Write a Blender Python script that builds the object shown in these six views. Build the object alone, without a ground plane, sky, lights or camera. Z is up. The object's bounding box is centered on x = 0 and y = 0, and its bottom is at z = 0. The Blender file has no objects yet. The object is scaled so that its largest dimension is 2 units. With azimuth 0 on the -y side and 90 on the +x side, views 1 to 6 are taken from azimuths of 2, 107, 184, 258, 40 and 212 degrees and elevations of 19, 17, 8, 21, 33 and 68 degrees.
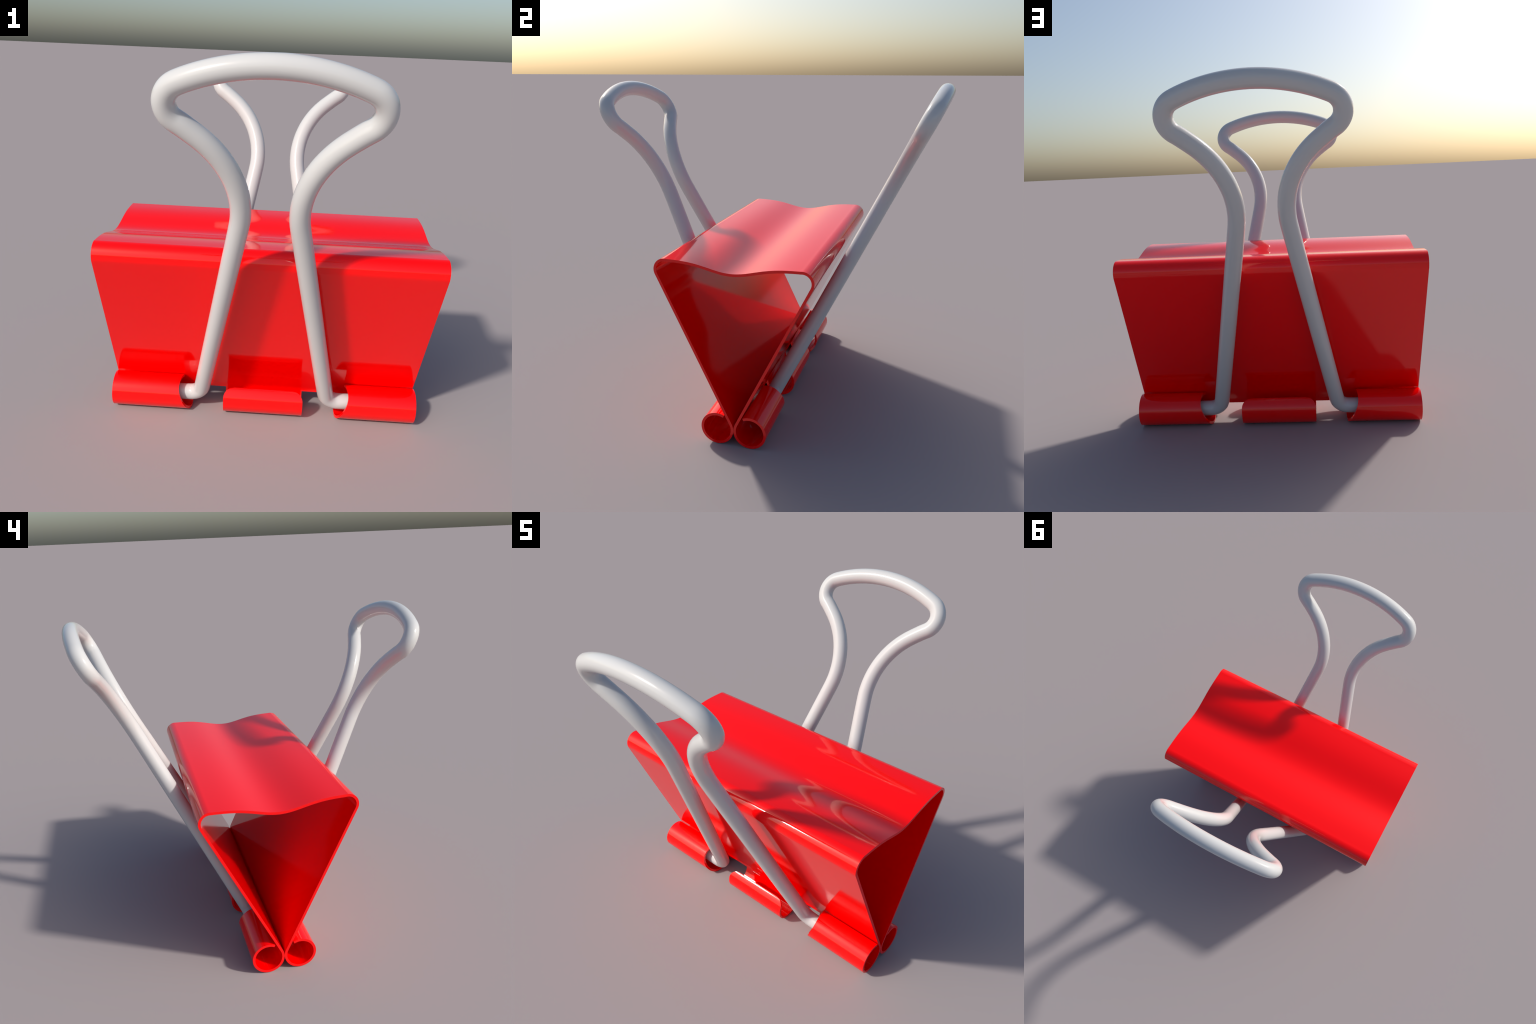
# A red spring-steel binder clip with two white coated wire handles.
import bpy, bmesh, math
from math import sin, cos, tan, pi, radians, sqrt, asin, atan2, hypot
from mathutils import Vector

# ------------------------------------------------------------------ sizes
HALF_WIDTH = 0.8240            # clip body, along x
SHEET = 0.0145                # sheet thickness
TUBE_R = 0.0925               # outer radius of the rolled bottom edge
TUBE_Y, TUBE_Z = 0.0928, 0.0925
CORNER_R = 0.063              # outer radius of the two top corners
CORNER_Y, CORNER_Z = 0.3655, 0.9743
WAVE_LOW, WAVE_RISE, WAVE_HALF = 0.9893, 0.0482, 0.171  # bell-shaped dip in the spine
SLEEVE_IN, SLEEVE_FLARE = 0.396, 0.065                 # inner cut of the sleeves
TAB_HALF, TAB_ROUND = 0.215, 0.060
SLEEVE_END, TAB_END = 476.0, 414.0                     # roll angles (degrees)
WIRE_R = 0.0437


# -------------------------------------------------------------- materials
def glossy_paint(name, colour, roughness, grain):
    mat = bpy.data.materials.new(name)
    mat.use_nodes = True
    nt = mat.node_tree
    bsdf = nt.nodes["Principled BSDF"]
    tc = nt.nodes.new("ShaderNodeTexCoord")
    noise = nt.nodes.new("ShaderNodeTexNoise")
    noise.inputs["Scale"].default_value = 7.0
    noise.inputs["Detail"].default_value = 3.0
    nt.links.new(tc.outputs["Object"], noise.inputs["Vector"])
    ramp = nt.nodes.new("ShaderNodeMapRange")
    ramp.inputs["To Min"].default_value = roughness - grain
    ramp.inputs["To Max"].default_value = roughness + grain
    nt.links.new(noise.outputs["Fac"], ramp.inputs["Value"])
    nt.links.new(ramp.outputs["Result"], bsdf.inputs["Roughness"])
    bsdf.inputs["Base Color"].default_value = (*colour, 1.0)
    bsdf.inputs["IOR"].default_value = 1.5
    return mat


RED = glossy_paint("red_enamel", (0.98, 0.0, 0.0), 0.07, 0.01)
WHITE = glossy_paint("white_coating", (0.585, 0.585, 0.58), 0.14, 0.012)


# ---------------------------------------------------------------- profile
def half_profile():
    """Mid-line of the sheet from the spine's centre down one jaw (y > 0).
    Returns the points of the jaw (ending at the slot line) and a function
    that gives a point of the rolled edge for a roll angle."""
    half = SHEET / 2
    pts = []
    n = 40
    for i in range(n + 1):
        y = 0.36 * i / n
        bell = math.exp(-(y / WAVE_HALF) ** 2)
        dz = WAVE_RISE * 2 * y / WAVE_HALF ** 2 * bell
        z = WAVE_LOW + WAVE_RISE * (1 - bell)
        k = hypot(1, dz)
        pts.append((y + half * dz / k, z - half / k))
    rc, rt = CORNER_R - half, TUBE_R - half
    dy, dz = CORNER_Y - TUBE_Y, CORNER_Z - TUBE_Z
    lean = atan2(dy, dz) + asin((rc + rt) / hypot(dy, dz))
    n = 26
    for i in range(n + 1):
        a = pi / 2 - (pi / 2 + lean) * i / n
        pts.append((CORNER_Y + rc * cos(a), CORNER_Z + rc * sin(a)))

    def roll(deg):
        a = radians(deg)
        return (TUBE_Y + rt * cos(a), TUBE_Z + rt * sin(a))

    first = 180 - math.degrees(lean)
    y0, z0 = pts[-1]
    y1, z1 = roll(first)
    for i in range(1, 12):
        f = i / 12
        pts.append((y0 + (y1 - y0) * f, z0 + (z1 - z0) * f))
    n = 6
    for i in range(n + 1):
        pts.append(roll(first + (180 - first) * i / n))
    return pts, roll, lean


JAW, roll, LEAN = half_profile()
BODY, SLEEVE, TAB = 0, 1, 2


def build_sheet():
    """Whole sheet as one solid; faces carry a region number in 'region'."""
    bm = bmesh.new()
    region = bm.faces.layers.int.new("region")
    cols = [-HALF_WIDTH, -SLEEVE_IN, -TAB_HALF, TAB_HALF, SLEEVE_IN, HALF_WIDTH]
    profile = [(-y, z) for y, z in reversed(JAW)][:-1] + JAW
    grid = [[bm.verts.new((x, y, z)) for x in cols] for y, z in profile]
    for a, b in zip(grid, grid[1:]):
        for i in range(len(cols) - 1):
            f = bm.faces.new((a[i], a[i + 1], b[i + 1], b[i]))
            f[region] = 0
    count = 1
    for side, root in ((-1, grid[0]), (1, grid[-1])):
        def strip(lo, hi, end, x_of, steps, tag):
            prev = [root[lo], root[hi]]
            for i in range(1, steps + 1):
                deg = 180 + (end - 180) * i / steps
                y, z = roll(deg)
                cur = [bm.verts.new((x, side * y, z)) for x in x_of(deg)]
                loop = (prev[0], prev[1], cur[1], cur[0])
                if side < 0:
                    loop = loop[::-1]
                bm.faces.new(loop)[region] = tag
                prev = cur

        def cut(deg):
            # swings outward round the front of the roll, then back a little
            if deg < 408:
                f = max(deg - 245, 0) / 163
                return SLEEVE_IN + SLEEVE_FLARE * 0.5 * (1 - cos(pi * f ** 1.15))
            f = (deg - 408) / 68
            return SLEEVE_IN + SLEEVE_FLARE - 0.015 * f ** 1.5

        def tab_edge(deg):
            left = radians(TAB_END - deg) * TUBE_R        # arc length to the free edge
            w = TAB_HALF
            if left < TAB_ROUND:
                q = TAB_ROUND - left
                w -= TAB_ROUND - sqrt(max(TAB_ROUND ** 2 - q * q, 0.0))
            return (-w, w)

        strip(0, 1, SLEEVE_END, lambda d: (-HALF_WIDTH, -cut(d)), 66, count)
        strip(4, 5, SLEEVE_END, lambda d: (cut(d), HALF_WIDTH), 66, count + 1)
        strip(2, 3, TAB_END, tab_edge, 90, count + 2)
        count += 3
    bmesh.ops.recalc_face_normals(bm, faces=bm.faces)
    mesh = bpy.data.meshes.new("sheet")
    bm.to_mesh(mesh)
    bm.free()
    obj = bpy.data.objects.new("sheet", mesh)
    bpy.context.scene.collection.objects.link(obj)
    mod = obj.modifiers.new("thickness", "SOLIDIFY")
    mod.thickness = SHEET
    mod.offset = 0.0
    mod.use_even_offset = True
    dg = bpy.context.evaluated_depsgraph_get()
    solid = bpy.data.meshes.new_from_object(obj.evaluated_get(dg), depsgraph=dg)
    bpy.data.objects.remove(obj, do_unlink=True)
    return solid


def smooth_by_angle(mesh, deg):
    bm = bmesh.new()
    bm.from_mesh(mesh)
    for f in bm.faces:
        f.smooth = True
    for e in bm.edges:
        e.smooth = not (len(e.link_faces) == 2 and e.calc_face_angle(0) > radians(deg))
    bm.to_mesh(mesh)
    bm.free()


def split_regions(solid):
    """Cut the solid into part meshes that keep the whole sheet's normals."""
    smooth_by_angle(solid, 40)
    normals = [tuple(c.vector) for c in solid.corner_normals]
    tags = [d.value for d in solid.attributes["region"].data]
    parts = {}
    for poly in solid.polygons:
        parts.setdefault(tags[poly.index], []).append(poly)
    out = {}
    for tag, polys in parts.items():
        remap, verts, faces, norms = {}, [], [], []
        for p in polys:
            face = []
            for li in p.loop_indices:
                v = solid.loops[li].vertex_index
                if v not in remap:
                    remap[v] = len(verts)
                    verts.append(solid.vertices[v].co.copy())
                face.append(remap[v])
                norms.append(normals[li])
            faces.append(face)
        m = bpy.data.meshes.new("part")
        m.from_pydata(verts, [], faces)
        m.shade_smooth()
        m.normals_split_custom_set(norms)
        m.materials.append(RED)
        out[tag] = m
    return out


# ------------------------------------------------------------ wire handle
def handle_curve():
    """Centre line of one handle's half in its own plane: (x, up)."""
    pts = []

    def arc(cx, cu, r, a0, a1, n):
        for i in range(n + 1):
            a = radians(a0 + (a1 - a0) * i / n)
            pts.append((cx + r * cos(a), cu + r * sin(a)))

    def line_to(x, u, n):
        x0, u0 = pts[-1]
        for i in range(1, n):
            pts.append((x0 + (x - x0) * i / n, u0 + (u - u0) * i / n))

    leg = 10.0                        # legs splay outward going down
    neck_r, neck_x, neck_u = 0.46, 0.1195, 1.338
    x_top = neck_x + neck_r * (1 - cos(radians(leg)))
    u_top = neck_u - neck_r * sin(radians(leg))
    foot_x = x_top + u_top * tan(radians(leg))     # where the leg's line meets the axle
    bend_r = 0.075
    reach = bend_r * tan(radians((90 - leg) / 2))
    pts.append((0.50, 0.0))
    line_to(foot_x + reach, 0.0, 6)
    arc(foot_x + reach, bend_r, bend_r, 270, 180 + leg, 14)
    line_to(x_top, u_top, 16)
    turn = 52.0
    arc(neck_x + neck_r, neck_u, neck_r, 180 + leg, 180 - turn, 36)
    lobe_r, lobe_x, lobe_u = 0.0885, 0.2985, 1.815
    kink = -64.0                      # the grip's loop starts with a slight kink
    grip_top = 1.969
    end = 66.0
    a0 = radians(kink)
    line_to(lobe_x + lobe_r * cos(a0), lobe_u + lobe_r * sin(a0), 3)
    arc(lobe_x, lobe_u, lobe_r, kink, end, 28)
    lx, lu = pts[-1]
    # shallow grip arc from the lobe to the middle
    grip_r = (lx * lx + (grip_top - lu) ** 2) / (2 * (grip_top - lu))
    half = asin(lx / grip_r)
    for i in range(1, 31):
        a = half * (1 - i / 30)
        pts.append((grip_r * sin(a), grip_top - grip_r * (1 - cos(a))))
    # one light smoothing pass takes the hardness off the joins
    for _ in range(3):
        pts = [pts[0]] + [tuple(0.25 * a + 0.5 * b + 0.25 * c for a, b, c in zip(p, q, r))
                          for p, q, r in zip(pts, pts[1:], pts[2:])] + [pts[-1]]
    return pts + [(-x, u) for x, u in reversed(pts[:-1])]


def build_handle_mesh():
    path = [Vector((x, 0.0, u)) for x, u in handle_curve()]
    bm = bmesh.new()
    seg = 32
    across = Vector((0, 1, 0))
    rings = []
    n = len(path)

    def ring(centre, tangent, r):
        side = tangent.cross(across).normalized()
        return [bm.verts.new(centre + r * (cos(2 * pi * k / seg) * side + sin(2 * pi * k / seg) * across))
                for k in range(seg)]

    for i, p in enumerate(path):
        t = (path[min(i + 1, n - 1)] - path[max(i - 1, 0)]).normalized()
        if i == 0:
            rings.append(ring(p - t * 0.004, t, WIRE_R - 0.004))
        rings.append(ring(p, t, WIRE_R))
        if i == n - 1:
            rings.append(ring(p + t * 0.004, t, WIRE_R - 0.004))
    for a, b in zip(rings, rings[1:]):
        for k in range(seg):
            bm.faces.new((a[k], a[(k + 1) % seg], b[(k + 1) % seg], b[k]))
    bm.faces.new(rings[0][::-1])
    bm.faces.new(rings[-1])
    bmesh.ops.recalc_face_normals(bm, faces=bm.faces)
    mesh = bpy.data.meshes.new("wire_handle")
    bm.to_mesh(mesh)
    bm.free()
    smooth_by_angle(mesh, 35)
    mesh.materials.append(WHITE)
    return mesh


# --------------------------------------------------------------- assemble
def add(name, data, parent):
    obj = bpy.data.objects.new(name, data)
    bpy.context.scene.collection.objects.link(obj)
    obj.parent = parent
    return obj


clip = add("binder_clip", None, None)
clip["label"] = "glossy red binder clip with two raised white wire handles"
clip["category"] = "binder clip"

parts = split_regions(build_sheet())
body = add("clamp_body", parts[0], clip)
for tag in (1, 2, 4, 5):
    add("hinge_sleeve", parts[tag], body)
for tag in (3, 6):
    add("curled_tab", parts[tag], body)

handle_mesh = build_handle_mesh()
for side in (-1, 1):
    h = add("wire_handle", handle_mesh, clip)
    h.location = (0, side * TUBE_Y, TUBE_Z)
    h.rotation_euler = (-side * radians(26.0), 0, 0)
for o in (body, *body.children):
    o.data.name = o.name
